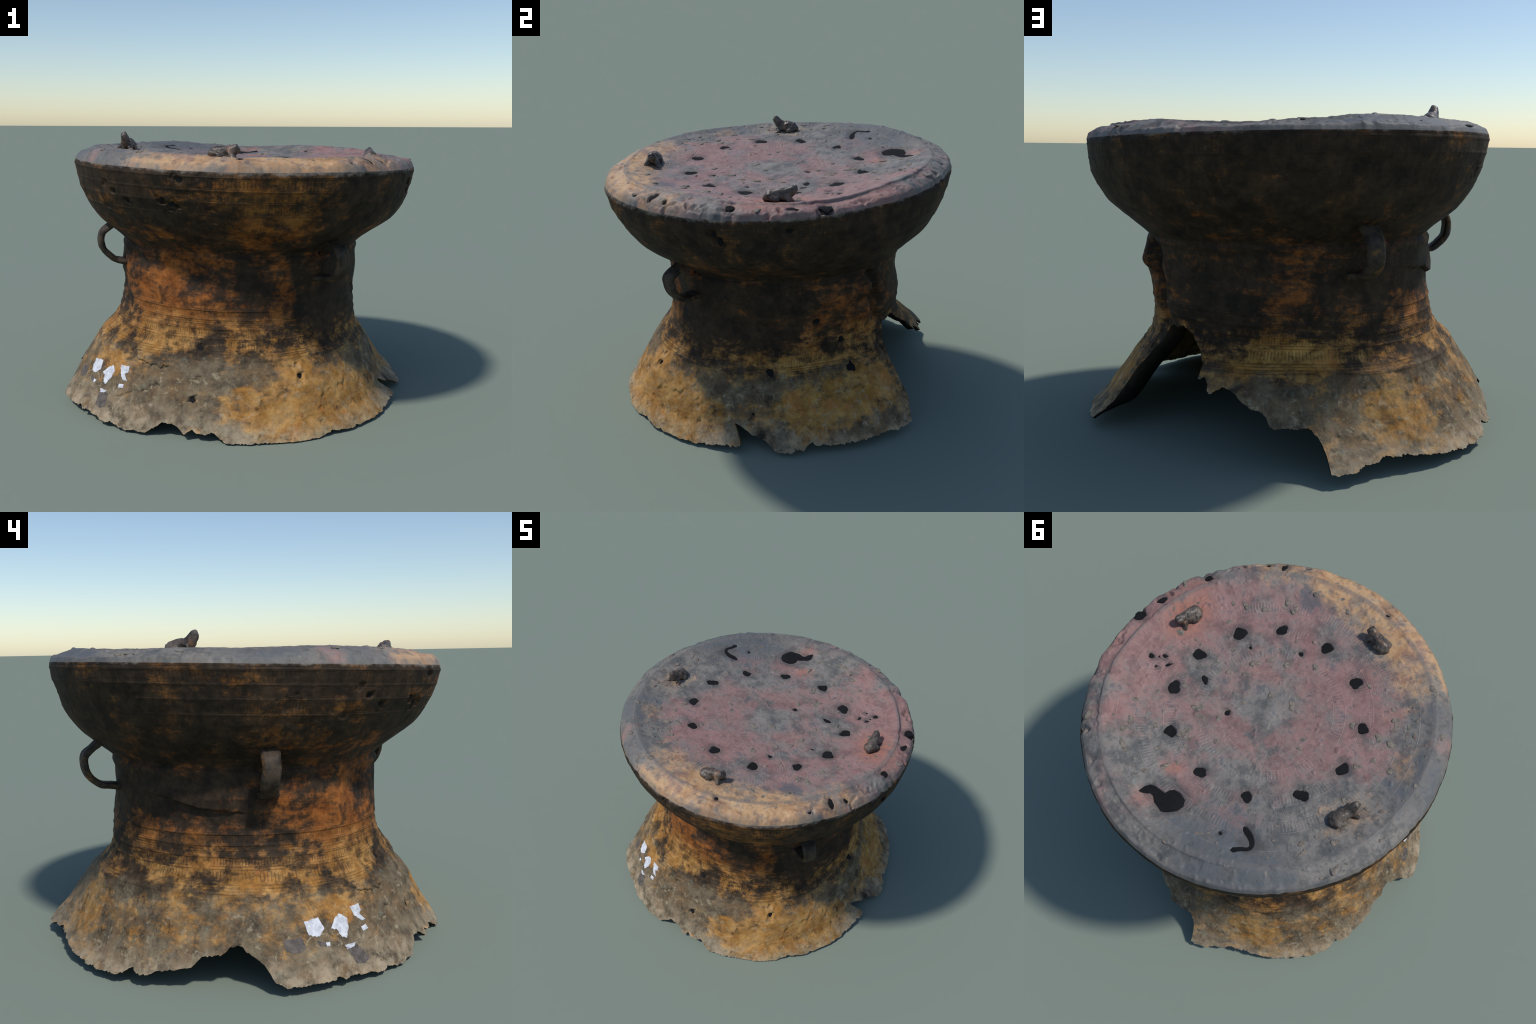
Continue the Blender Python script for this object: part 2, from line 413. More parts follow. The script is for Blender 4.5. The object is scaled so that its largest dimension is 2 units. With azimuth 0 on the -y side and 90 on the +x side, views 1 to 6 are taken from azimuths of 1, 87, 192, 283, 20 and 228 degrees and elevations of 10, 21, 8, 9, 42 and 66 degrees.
# ------------------------------------------------------------------ materials
class Nodes:
    def __init__(self, name):
        self.mat = bpy.data.materials.new(name)
        self.mat.use_nodes = True
        self.t = self.mat.node_tree
        self.bsdf = self.t.nodes["Principled BSDF"]
        self.P = self.new("ShaderNodeTexCoord").outputs["Object"]
    def new(self, kind, **kw):
        n = self.t.nodes.new(kind)
        for k, v in kw.items():
            setattr(n, k, v)
        return n
    def put(self, sock, v):
        if isinstance(v, bpy.types.NodeSocket):
            self.t.links.new(v, sock)
        else:
            sock.default_value = v
    def m(self, op, a, b=0.0, c=None, clamp=False):
        n = self.new("ShaderNodeMath", operation=op, use_clamp=clamp)
        self.put(n.inputs[0], a)
        self.put(n.inputs[1], b)
        if c is not None:
            self.put(n.inputs[2], c)
        return n.outputs[0]
    def v(self, op, a, b=(0, 0, 0)):
        n = self.new("ShaderNodeVectorMath", operation=op)
        self.put(n.inputs[0], a)
        if op == "SCALE":
            self.put(n.inputs["Scale"], b)
        else:
            self.put(n.inputs[1], b)
        return n.outputs["Value"] if op in ("LENGTH", "DOT_PRODUCT", "DISTANCE") else n.outputs[0]
    def ramp(self, x, a, b, lo=0.0, hi=1.0):
        n = self.new("ShaderNodeMapRange", interpolation_type="SMOOTHSTEP")
        if a > b:
            a, b, lo, hi = b, a, hi, lo
        for s, w in zip(n.inputs[:5], (x, a, b, lo, hi)):
            self.put(s, w)
        return n.outputs[0]
    def noise(self, scale, detail=5, rough=.6, vec=None, out="Fac", dist=0.0, stretch=None):
        vec = self.P if vec is None else vec
        if stretch:
            vec = self.v("MULTIPLY", vec, stretch)
        n = self.new("ShaderNodeTexNoise")
        self.put(n.inputs["Vector"], vec)
        for k, w in (("Scale", scale), ("Detail", detail), ("Roughness", rough), ("Distortion", dist)):
            n.inputs[k].default_value = w
        return n.outputs[out]
    def mix(self, f, a, b):
        n = self.new("ShaderNodeMix", data_type="RGBA")
        self.put(n.inputs[0], f)
        for s, w in ((n.inputs[6], a), (n.inputs[7], b)):
            self.put(s, w if isinstance(w, bpy.types.NodeSocket) else (*w, 1))
        return n.outputs[2]
    def sep(self, vec):
        n = self.new("ShaderNodeSeparateXYZ")
        self.put(n.inputs[0], vec)
        return n.outputs
    def blob(self, vec, c, size):
        """1 in the middle of an ellipsoid, 0 at its border"""
        s = size if isinstance(size, tuple) else (size,) * 3
        d = self.v("MULTIPLY", self.v("SUBTRACT", vec, c), tuple(1 / q for q in s))
        return self.ramp(self.v("LENGTH", d), 1.0, 0.25)
    def blobs(self, vec, items):
        tot = None
        for c, s, w in items:
            b = self.m("MULTIPLY", self.blob(vec, c, s), w)
            tot = b if tot is None else self.m("ADD", tot, b)
        return tot
    def polar(self):
        x, y, z = self.sep(self.P)
        dx, dy = self.m("SUBTRACT", x, CX), self.m("SUBTRACT", y, CY)
        th = self.m("ARCTAN2", dy, dx)
        r = self.m("SQRT", self.m("ADD", self.m("MULTIPLY", dx, dx), self.m("MULTIPLY", dy, dy)))
        lean = self.m("ADD", self.m("MULTIPLY", x, TILT_X / RIM_Z), self.m("MULTIPLY", y, TILT_Y / RIM_Z))
        ze = self.m("DIVIDE", z, self.m("ADD", lean, 1.0))
        return th, r, ze
    def bump(self, h, strength=.5, dist=.01):
        b = self.new("ShaderNodeBump")
        b.inputs["Strength"].default_value = strength
        b.inputs["Distance"].default_value = dist
        self.put(b.inputs["Height"], h)
        self.t.links.new(b.outputs[0], self.bsdf.inputs["Normal"])
    def finish(self, colour, rough=.62, spec=.3):
        self.put(self.bsdf.inputs["Base Color"], colour)
        self.put(self.bsdf.inputs["Roughness"], rough)
        self.bsdf.inputs["Specular IOR Level"].default_value = spec
        return self.mat

def at(deg, ze, out=0.0):
    """point on the wall"""
    t = math.radians(deg)
    R = float(wall_radius(np.array(t), np.array(ze))) + out
    return tuple(float(q) for q in place(np.array(t), R, np.array(ze)))

def wall_material():
    g = Nodes("weathered_bronze_wall")
    th, r, ze = g.polar()
    warpv = g.v("SCALE", g.v("SUBTRACT", g.noise(6, 7, .7, out="Color"), (.5, .5, .5)), .20)
    W = g.v("ADD", g.P, warpv)
    zn = g.m("ADD", ze, g.m("MULTIPLY", g.m("SUBTRACT", g.noise(7, 7, .7), .5), .26))
    n1 = g.noise(5.5, 12, .72, dist=.25)
    n2 = g.noise(11, 8, .72, vec=g.v("ADD", g.P, (3, 1, 7)))
    n3 = g.noise(36, 6, .72)
    nfleck = g.noise(19, 9, .74, vec=g.v("ADD", g.P, (11, 2, 5)), dist=.5)
    nring = g.noise(9, 7, .68, stretch=(1, 1, 3.4))
    # base coat: warm dark patina above, grey olive on the foot
    dark = g.mix(g.ramp(n2, .36, .66), (.019, .0145, .011), (.056, .037, .023))
    dark = g.mix(g.m("MULTIPLY", g.ramp(n1, .45, .62), .45), dark, (.090, .050, .027))
    olive = g.mix(g.ramp(n2, .36, .66), (.086, .066, .044), (.215, .168, .108))
    foot = g.ramp(zn, .42, .28)
    olive = g.mix(g.m("MULTIPLY", g.ramp(g.noise(8, 9, .72, vec=g.v("ADD", g.P, (2, 2, 9))), .46, .62), .7), olive, (.185, .115, .058))
    olive = g.mix(g.m("MULTIPLY", g.ramp(g.noise(15, 8, .72, vec=g.v("ADD", g.P, (8, 1, 3))), .54, .64), .6), olive, (.055, .043, .033))
    col = g.mix(foot, dark, olive)
    # ochre and rust coat: broad weights that shift a fine mottle
    ochre_b = g.blobs(W, [
        (at(285, .13), (.40, .34, .20), .40), (at(308, .15), (.34, .34, .19), .33), (at(322, .10), (.24, .24, .14), .28),
        (at(292, .34), (.14, .14, .12), .22), (at(245, .50), (.24, .22, .14), .26), (at(232, .44), (.2, .2, .12), .22), (at(215, .29), (.2, .2, .09), .16),
        (at(272, .45), (.2, .2, .14), .12), (at(8, .18), (.32, .38, .15), .32), (at(28, .25), (.30, .30, .16), .28), (at(5, .41), (.2, .34, .06), .20),
        (at(104, .42), (.34, .34, .13), .21), (at(132, .20), (.26, .26, .14), .17), (at(148, .22), (.26, .26, .16), .08), (at(170, .28), (.34, .34, .09), .08),
        (at(178, .42), (.42, .42, .10), .07), (at(205, .45), (.32, .32, .14), .10), (at(230, .64), (.26, .26, .2), .15), (at(212, .72), (.24, .24, .2), .10),
        (at(240, .74), (.26, .26, .24), .11), (at(248, .84), (.3, .3, .10), .11), (at(291, .62), (.08, .08, .16), .20), (at(289, .78), (.08, .08, .14), .17),
        (at(280, 1.27), (.50, .36, .10), .20), (at(284, 1.16), (.46, .36, .12), .19), (at(280, 1.02), (.36, .36, .13), .17), (at(190, 1.26), (.16, .16, .06), .16),
        (at(250, 1.22), (.2, .2, .10), .12), (at(222, 1.16), (.16, .16, .10), .11), (at(205, 1.02), (.34, .34, .08), .12), (at(36, .55), (.18, .18, .09), .22),
        (at(100, .68), (.24, .24, .18), .16), (at(150, .6), (.3, .3, .12), .10), (at(130, 1.0), (.2, .2, .08), .13), (at(300, .24), (.34, .34, .13), .12),
        (at(262, .62), (.2, .2, .16), .10), (at(240, 1.0), (.3, .3, .1), .08)])
    dark_b = g.blobs(W, [
        (at(240, .10), (.34, .34, .18), .13), (at(222, .10), (.28, .3, .16), .10), (at(255, .27), (.26, .24, .12), .16), (at(276, .64), (.13, .13, .2), .14),
        (at(274, .32), (.10, .1, .08), .16), (at(262, .36), (.12, .12, .06), .12), (at(310, .58), (.26, .28, .28), .16), (at(340, .66), (.42, .42, .26), .17),
        (at(332, .27), (.2, .2, .08), .18), (at(345, .28), (.2, .2, .07), .18), (at(98, .26), (.24, .24, .14), .2), (at(85, .7), (.4, .4, .3), .10),
        (at(140, .74), (.34, .34, .18), .12), (at(170, .78), (.34, .34, .14), .12), (at(225, 1.26), (.5, .5, .1), .08), (at(300, 1.14), (.08, .08, .05), .12),
        (at(120, 1.15), (.7, .7, .3), .10), (at(40, 1.1), (.7, .7, .3), .10), (at(155, .34), (.24, .24, .07), .10), (at(190, .10), (.3, .3, .14), .16)])
    field = g.m("ADD", g.m("SUBTRACT", n1, g.ramp(ze, .80, .98, -.01, .055)), g.m("SUBTRACT", ochre_b, dark_b))
    for n, w in ((nring, .75), (nfleck, .50), (n3, .16)):
        field = g.m("ADD", field, g.m("MULTIPLY", g.m("SUBTRACT", n, .5), w))
    field = g.m("ADD", field, g.m("MULTIPLY", g.m("MULTIPLY", g.ramp(zn, .30, .40), g.ramp(zn, .64, .50)), .03))
    rusty = g.ramp(zn, .40, .66)
    bowl = g.ramp(zn, .95, 1.15)
    ochre = g.mix(g.ramp(n2, .36, .66), (.33, .150, .034), (.52, .290, .098))
    rust = g.mix(g.ramp(n2, .36, .66), (.190, .058, .013), (.36, .125, .030))
    browno = g.mix(g.ramp(n2, .36, .66), (.165, .064, .015), (.30, .132, .034))
    yellow = g.blobs(W, [(at(5, .28), (.45, .55, .22), 1), (at(100, .42), (.4, .4, .14), .9)])
    ochre = g.mix(g.m("MULTIPLY", g.m("MINIMUM", yellow, 1.0), .35), ochre, g.mix(g.ramp(n2, .36, .66), (.24, .145, .025), (.43, .28, .070)))
    coat = g.mix(bowl, g.mix(rusty, ochre, rust), browno)
    cover = g.m("MULTIPLY", g.ramp(field, .47, .76), g.ramp(g.noise(14, 8, .74, vec=g.v("ADD", g.P, (6, 3, 8)), stretch=(1, 1, 1.8)), .34, .58, .55, 1.0))
    col = g.mix(cover, col, coat)
    hot = g.m("MULTIPLY", g.ramp(g.noise(7, 6, .66, vec=g.v("ADD", g.P, (9, 4, 2))), .54, .70), g.m("MULTIPLY", cover, .6))
    col = g.mix(hot, col, (.40, .145, .042))
    stain = g.ramp(g.m("ADD", g.noise(10, 10, .74, vec=g.v("ADD", g.P, (1, 8, 3)), dist=.3), g.m("MULTIPLY", g.ramp(zn, .30, .55), .05)), .54, .66)
    col = g.mix(g.m("MULTIPLY", stain, .72), col, (.026, .020, .015))
    # pale worn metal and dust near the torn edge
    sunny = g.m("MINIMUM", g.blobs(W, [(at(300, .10), (.62, .5, .3), 1), (at(20, .10), (.5, .6, .3), .55)]), 1.0)
    pale = g.m("MULTIPLY", g.m("SUBTRACT", g.ramp(zn, .18, .02), g.m("MULTIPLY", sunny, g.ramp(zn, .03, .10, 0, .8)), clamp=True), g.ramp(g.noise(12, 9, .74, vec=g.v("ADD", g.P, (5, 5, 1))), .36, .60))
    col = g.mix(g.m("MULTIPLY", pale, .72), col, g.mix(sunny, (.44, .355, .245), (.56, .41, .23)))
    pale2 = g.m("MULTIPLY", g.ramp(zn, .40, .22), g.ramp(g.noise(23, 6, .74, vec=g.v("ADD", g.P, (2, 6, 4)), dist=.6), .55, .66))
    col = g.mix(g.m("MULTIPLY", pale2, .65), col, (.40, .33, .22))
    verd = g.m("MULTIPLY", g.ramp(zn, .44, .30), g.ramp(g.noise(13, 4, .6, vec=g.v("ADD", g.P, (7, 2, 9))), .64, .75))
    col = g.mix(g.m("MULTIPLY", verd, .5), col, (.19, .25, .21))
    notch = g.m("MAXIMUM", g.blob(W, at(346.5, .085), (.07, .07, .045)), g.blob(W, at(341.2, .125), (.03, .03, .045)))  # black painted on the outer wall for the notch's dark underside
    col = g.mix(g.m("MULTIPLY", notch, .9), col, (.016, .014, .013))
    # worn lip below the drumhead
    lip = g.m("MULTIPLY", g.ramp(g.m("ADD", ze, g.m("MULTIPLY", g.m("SUBTRACT", g.noise(16, 6, .7, vec=g.v("ADD", g.P, (3, 3, 3))), .5), .07)), 1.326, 1.343), .8)
    col = g.mix(lip, col, g.mix(g.ramp(n2, .38, .62), (.105, .092, .084), (.27, .225, .185)))
    # engraved bands: double lines and combs of short strokes
    lines = None
    for z0 in (1.320, 1.309, 1.257, 1.247, 1.243, 1.197, 1.187, 1.133, 1.123, .600, .588, .552, .543, .502, .494, .460, .448, .520, .531, .394, .384, .373, .362):
        l = g.ramp(g.m("ABSOLUTE", g.m("SUBTRACT", ze, z0)), .0032, .0008)
        lines = l if lines is None else g.m("MAXIMUM", lines, l)
    tw = g.m("ADD", th, g.m("MULTIPLY", g.m("SUBTRACT", g.noise(30, 3, .5), .5), .014))
    combs = None
    for lo, hi, count in ((1.258, 1.306, 330), (1.135, 1.184, 400), (1.203, 1.240, 90), (.556, .584, 340), (.463, .492, 330), (.404, .440, 300)):
        inside = g.m("MULTIPLY", g.ramp(ze, lo, lo + .004), g.ramp(ze, hi, hi - .004))
        saw = g.m("SINE", g.m("MULTIPLY", tw, count))
        c = g.m("MULTIPLY", inside, g.ramp(saw, .25, .8))
        combs = c if combs is None else g.m("MAXIMUM", combs, c)
    wear = g.ramp(g.m("ADD", g.noise(7, 6, .7, vec=g.v("ADD", g.P, (4, 4, 4))), g.m("MULTIPLY", cover, .05)), .43, .60)
    engr = g.m("MULTIPLY", g.m("MAXIMUM", lines, combs), wear)
    col = g.mix(g.m("MULTIPLY", engr, .45), col, (.026, .019, .014))
    fine = g.ramp(n3, .3, .75, .86, 1.12)
    mul = g.new("ShaderNodeMix", data_type="RGBA", blend_type="MULTIPLY")
    mul.inputs[0].default_value = 1
    g.put(mul.inputs[6], col)
    comb = g.new("ShaderNodeCombineColor")
    for q in comb.inputs[:3]:
        g.put(q, fine)
    g.put(mul.inputs[7], comb.outputs[0])
    h = g.m("SUBTRACT", g.m("ADD", g.m("MULTIPLY", n3, .35), g.m("MULTIPLY", g.noise(90, 4, .6), .25)), g.m("MULTIPLY", engr, .28))
    h = g.m("ADD", h, g.m("MULTIPLY", nfleck, .5))
    g.bump(h, .55, .006)
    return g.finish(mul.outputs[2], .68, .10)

def head_material():
    g = Nodes("weathered_bronze_drumhead")
    th, r, ze = g.polar()
    warpv = g.v("SCALE", g.v("SUBTRACT", g.noise(7, 7, .7, out="Color"), (.5, .5, .5)), .18)
    W = g.v("ADD", g.P, warpv)
    n1 = g.noise(4.4, 11, .70, dist=.3)
    n2 = g.noise(10, 9, .72, vec=g.v("ADD", g.P, (3, 2, 5)))
    n3 = g.noise(42, 6, .72)
    nf = g.noise(22, 8, .72, vec=g.v("ADD", g.P, (2, 9, 4)))
    def top(deg, rad):
        t = math.radians(deg)
        return (CX + rad * math.cos(t), CY + rad * math.sin(t), RIM_Z + .02)
    def scatter(base, parts):
        for n, w in parts:
            base = g.m("ADD", base, g.m("MULTIPLY", g.m("SUBTRACT", n, .5), w))
        return base
    grey = g.mix(g.ramp(n2, .38, .62), (.100, .101, .098), (.225, .205, .180))
    grey = g.mix(g.m("MULTIPLY", g.ramp(nf, .48, .66), .45), grey, (.26, .225, .19))
    pink = g.mix(g.ramp(n2, .36, .64), (.214, .120, .111), (.322, .190, .168))
    pf = g.m("ADD", n1, g.blobs(W, [
        (top(345, .70), (.36, .38, .3), .17), (top(20, .74), (.30, .36, .3), .16), (top(50, .72), (.2, .2, .3), .12), (top(270, .36), (.34, .26, .3), .12), (top(235, .50), (.30, .28, .3), .17),
        (top(200, .55), (.2, .24, .3), .12), (top(60, .30), (.34, .28, .3), .10), (top(170, .28), (.24, .24, .3), .10), (top(310, .62), (.3, .26, .3), .14),
        (top(85, .56), (.18, .14, .3), .14), (top(130, .62), (.14, .12, .3), .12), (top(20, .93), (.26, .5, .3), .10)]))
    pf = scatter(g.m("SUBTRACT", pf, g.blobs(W, [
        (top(150, .86), (.55, .55, .3), .18), (top(110, .90), (.4, .3, .3), .14), (top(70, .62), (.3, .26, .3), .12), (top(190, .84), (.3, .5, .3), .16),
        (top(225, .86), (.16, .3, .3), .10), (top(0, .0), (.22, .22, .3), .10)])), ((nf, .16), (n3, .10)))
    col = g.mix(g.ramp(pf, .42, .68), grey, pink)
    red = g.blobs(W, [(top(357, .72), (.15, .24, .3), 1), (top(84, .575), (.08, .07, .3), .8), (top(350, .84), (.12, .24, .3), .6), (top(250, .60), (.12, .12, .3), .35),
                      (top(258, .84), (.12, .1, .3), .3), (top(88, .80), (.1, .08, .3), .4)])
    col = g.mix(g.m("MULTIPLY", g.m("MULTIPLY", red, g.ramp(n2, .34, .56)), .75), col, (.37, .155, .105))
    of = scatter(g.m("ADD", n1, g.blobs(W, [(top(272, .86), (.56, .26, .3), .42), (top(295, .90), (.40, .26, .3), .36), (top(245, .86), (.30, .30, .3), .34), (top(205, .80), (.16, .22, .3), .20), (top(20, .93), (.2, .3, .3), .08), (top(340, .93), (.16, .2, .3), .12), (top(262, .72), (.3, .18, .3), .12),
                                    (top(318, .93), (.30, .2, .3), .28), (top(172, .72), (.18, .26, .3), .26), (top(190, .93), (.16, .3, .3), .10), (top(150, .93), (.2, .1, .3), .08), (top(232, .72), (.2, .2, .3), .16)])), ((nf, .30), (n3, .16), (n2, .26)))
    orange = g.mix(g.ramp(n2, .36, .64), (.40, .225, .115), (.56, .36, .19))
    tan = g.m("MULTIPLY", g.ramp(of, .60, .98), g.ramp(g.noise(9, 8, .7, vec=g.v("ADD", g.P, (4, 8, 8)), dist=.4), .40, .54, .30, 1.0))
    col = g.mix(tan, col, orange)
    bl = g.ramp(scatter(g.m("ADD", n2, g.blobs(W, [(top(128, .88), (.6, .40, .3), .17), (top(200, .86), (.26, .3, .3), .12), (top(225, .9), (.16, .16, .3), .10), (top(300, .74), (.12, .1, .3), .16)])), ((nf, .2),)), .54, .70)
    col = g.mix(g.m("MULTIPLY", bl, .75), col, (.080, .094, .108))
    # grey edge of the raised plate
    ring = g.m("MULTIPLY", g.ramp(g.m("ABSOLUTE", g.m("SUBTRACT", r, .862)), .024, .006), g.ramp(n2, .38, .54))
    col = g.mix(g.m("MULTIPLY", ring, .6), col, (.150, .138, .130))
    # corrosion crumbs, pits and verdigris specks
    crumbs = g.ramp(g.noise(25, 6, .72, vec=g.v("ADD", g.P, (6, 1, 2))), .62, .71)
    col = g.mix(g.m("MULTIPLY", crumbs, .6), col, (.34, .295, .225))
    soot = g.ramp(g.noise(15, 8, .72, vec=g.v("ADD", g.P, (5, 7, 1))), .58, .68)
    col = g.mix(g.m("MULTIPLY", soot, .6), col, (.072, .068, .068))
    verd = g.ramp(g.noise(16, 3, .5, vec=g.v("ADD", g.P, (1, 3, 8))), .72, .80)
    col = g.mix(g.m("MULTIPLY", verd, .5), col, (.19, .28, .26))
    rimdark = g.m("MULTIPLY", g.ramp(r, .940, .966), g.ramp(n2, .35, .6))
    col = g.mix(g.m("MULTIPLY", rimdark, .5), col, (.14, .126, .116))
    # soft dark halo round each hole
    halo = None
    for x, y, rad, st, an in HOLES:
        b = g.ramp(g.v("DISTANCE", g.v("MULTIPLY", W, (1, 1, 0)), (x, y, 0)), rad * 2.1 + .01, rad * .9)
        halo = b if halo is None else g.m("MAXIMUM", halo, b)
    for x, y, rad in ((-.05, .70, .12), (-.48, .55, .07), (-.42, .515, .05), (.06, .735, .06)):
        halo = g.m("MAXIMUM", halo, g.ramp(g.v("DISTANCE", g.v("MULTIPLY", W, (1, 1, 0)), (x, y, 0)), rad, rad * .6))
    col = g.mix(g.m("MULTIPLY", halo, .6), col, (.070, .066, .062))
    # cast ornament: rows of ringed circles, combs and circular lines
    orn = None
    for r0, count, size, pitch in ((.585, 52, .030, .0095), (.300, 26, .028, .0095)):
        a = g.m("MULTIPLY", th, count / PI2)
        t = g.m("MULTIPLY", g.m("SUBTRACT", g.m("FRACT", a), .5), PI2 * r0 / count)
        q = g.m("SUBTRACT", r, r0)
        d = g.m("SQRT", g.m("ADD", g.m("MULTIPLY", t, t), g.m("MULTIPLY", q, q)))
        o = g.m("MULTIPLY", g.ramp(g.m("COSINE", g.m("MULTIPLY", d, PI2 / pitch)), .0, .8), g.ramp(d, size, size - .004))
        orn = o if orn is None else g.m("MAXIMUM", orn, o)
    for r0 in (.545, .625, .690, .480, .255, .340, .400, .780):
        orn = g.m("MAXIMUM", orn, g.ramp(g.m("ABSOLUTE", g.m("SUBTRACT", r, r0)), .0036, .001))
    for lo, hi, count in ((.632, .685, 250), (.487, .538, 200), (.345, .395, 130)):
        inside = g.m("MULTIPLY", g.ramp(r, lo, lo + .004), g.ramp(r, hi, hi - .004))
        orn = g.m("MAXIMUM", orn, g.m("MULTIPLY", inside, g.ramp(g.m("SINE", g.m("MULTIPLY", th, count)), .1, .7)))
    wear = g.ramp(g.noise(5, 5, .6, vec=g.v("ADD", g.P, (8, 4, 4))), .40, .60)
    orn = g.m("MULTIPLY", orn, wear)
    col = g.mix(g.m("MULTIPLY", orn, .20), col, (.42, .34, .32))
    col = g.mix(g.ramp(n3, .44, .25, 0, .4), col, (.10, .088, .084))
    h = g.m("ADD", g.m("ADD", g.m("MULTIPLY", n3, .4), g.m("MULTIPLY", g.noise(110, 4, .6), .25)), g.m("MULTIPLY", orn, .35))
    h = g.m("ADD", h, g.m("MULTIPLY", nf, .6))
    g.bump(h, .55, .006)
    return g.finish(col, .54, .22)

def simple_material(name, a, b, scale=18, rough=.6, spec=.3, c=None, bump=.4):
    g = Nodes(name)
    n = g.noise(scale, 7, .65)
    col = g.mix(g.ramp(n, .36, .64), a, b)
    if c is not None:
        col = g.mix(g.ramp(g.noise(scale * .7, 6, .65, vec=g.v("ADD", g.P, (4, 2, 1))), .54, .70), col, c)
    g.bump(g.noise(scale * 3, 5, .6), bump, .005)
    return g.finish(col, rough, spec)

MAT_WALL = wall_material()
MAT_HEAD = head_material()
def inner_material():
    g = Nodes("dark_inner_bronze")
    n = g.noise(9, 8, .7)
    col = g.mix(g.ramp(n, .38, .62), (.018, .015, .014), (.050, .037, .026))
    warm = g.m("MULTIPLY", g.blob(g.P, (.62, -.42, .16), (.95, .9, .45)), g.ramp(n, .30, .55))
    col = g.mix(g.m("MULTIPLY", warm, .9), col, (.25, .17, .055))
    g.bump(g.noise(30, 5, .6), .4, .005)
    return g.finish(col, .8, .15)

MAT_INNER = inner_material()
MAT_HANDLE = simple_material("dark_strap_bronze", (.024, .018, .014), (.066, .048, .033), 20, .60, .2, (.17, .085, .028))
MAT_FROG = simple_material("burnished_figure_bronze", (.028, .022, .018), (.125, .098, .078), 26, .42, .45, (.20, .095, .046))
MAT_SCAB = simple_material("tan_corrosion_crust", (.115, .104, .092), (.25, .21, .165), 45, .75, .15, (.18, .115, .095))
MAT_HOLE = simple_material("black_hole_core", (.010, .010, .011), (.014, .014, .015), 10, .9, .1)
MAT_WHITE = simple_material("white_label_paint", (.48, .48, .52), (.70, .71, .75), 40, .7, .2)
MAT_GLUE = simple_material("grey_glue_residue", (.070, .058, .051), (.135, .112, .096), 40, .6, .3)

# ------------------------------------------------------------------ split the body into its parts
reg_flat = REG.reshape(-1)
face_reg = reg_flat[F].min(1)
face_reg = np.where(reg_flat[F[:, 0]] == 0, 0, reg_flat[F[:, 2]])
body_parts = {}
for k, name, mat in ((0, "drumhead", MAT_HEAD), (1, "shoulder", MAT_WALL), (2, "waist", MAT_WALL), (3, "foot", MAT_WALL)):
    q = F[face_reg == k]
    tris = None
    used = np.unique(q)
    if k == 0:
        ring = np.arange((NR - 1) * COLS, NR * COLS)
        tris = np.stack([ring, np.roll(ring, -1), np.full(COLS, centre)], 1)
        used = np.unique(np.concatenate([used, [centre]]))
    back = np.full(len(verts), -1)
    back[used] = np.arange(len(used))
    me = mesh_from(name, verts[used], back[q], None if tris is None else back[tris], NORM[used])
    body_parts[name] = add_object(name, me, root, mat)

iv = INNER.reshape(-1, 3)
iq = grid_faces(NI, COLS)[:, ::-1]
me = mesh_from("inner_wall", iv, iq)
add_object("inner_wall", me, root, MAT_INNER)

# ------------------------------------------------------------------ look-ups on the finished surface
def wall_point(deg, ze, out=0.0):
    th = np.radians(np.asarray(deg, float))
    ze = np.asarray(ze, float)
    R = wall_radius(th, ze)
    P = place(th, R, ze)
    return place(th, R + wall_relief(th, ze, P) + out, ze)

HEADV = V[-215:].reshape(-1, 3)
def head_z(x, y):
    r, th = math.hypot(x - CX, y - CY), math.atan2(y - CY, x - CX)
    return RIM_Z + float(head_height(np.array(r), np.array(th))) + TILT_X * x + TILT_Y * y

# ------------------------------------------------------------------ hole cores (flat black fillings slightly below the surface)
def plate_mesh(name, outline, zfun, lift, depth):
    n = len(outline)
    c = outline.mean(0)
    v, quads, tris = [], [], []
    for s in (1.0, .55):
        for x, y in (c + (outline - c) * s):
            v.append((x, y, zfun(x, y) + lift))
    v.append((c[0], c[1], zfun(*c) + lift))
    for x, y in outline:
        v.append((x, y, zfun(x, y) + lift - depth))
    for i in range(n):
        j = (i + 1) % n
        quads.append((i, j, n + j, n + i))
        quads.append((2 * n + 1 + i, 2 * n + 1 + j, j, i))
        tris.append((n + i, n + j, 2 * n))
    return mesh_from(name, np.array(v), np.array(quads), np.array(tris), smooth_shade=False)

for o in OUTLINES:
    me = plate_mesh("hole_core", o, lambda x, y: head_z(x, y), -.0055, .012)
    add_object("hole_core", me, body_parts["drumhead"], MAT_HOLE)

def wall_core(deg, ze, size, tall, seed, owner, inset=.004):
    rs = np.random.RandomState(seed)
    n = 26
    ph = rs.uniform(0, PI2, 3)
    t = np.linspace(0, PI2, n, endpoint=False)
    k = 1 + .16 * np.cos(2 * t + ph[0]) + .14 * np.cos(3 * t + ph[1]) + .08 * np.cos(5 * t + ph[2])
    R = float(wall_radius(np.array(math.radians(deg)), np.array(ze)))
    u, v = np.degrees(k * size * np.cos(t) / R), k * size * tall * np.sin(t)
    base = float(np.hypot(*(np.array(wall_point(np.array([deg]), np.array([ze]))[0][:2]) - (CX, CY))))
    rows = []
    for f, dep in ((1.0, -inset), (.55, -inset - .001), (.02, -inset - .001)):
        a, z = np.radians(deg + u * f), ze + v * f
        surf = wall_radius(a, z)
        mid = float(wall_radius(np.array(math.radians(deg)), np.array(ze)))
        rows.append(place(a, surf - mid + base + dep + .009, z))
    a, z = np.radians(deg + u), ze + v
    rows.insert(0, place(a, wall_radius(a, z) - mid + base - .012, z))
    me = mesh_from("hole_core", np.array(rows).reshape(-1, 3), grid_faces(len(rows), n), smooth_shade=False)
    add_object("hole_core", me, body_parts[owner], MAT_HOLE)

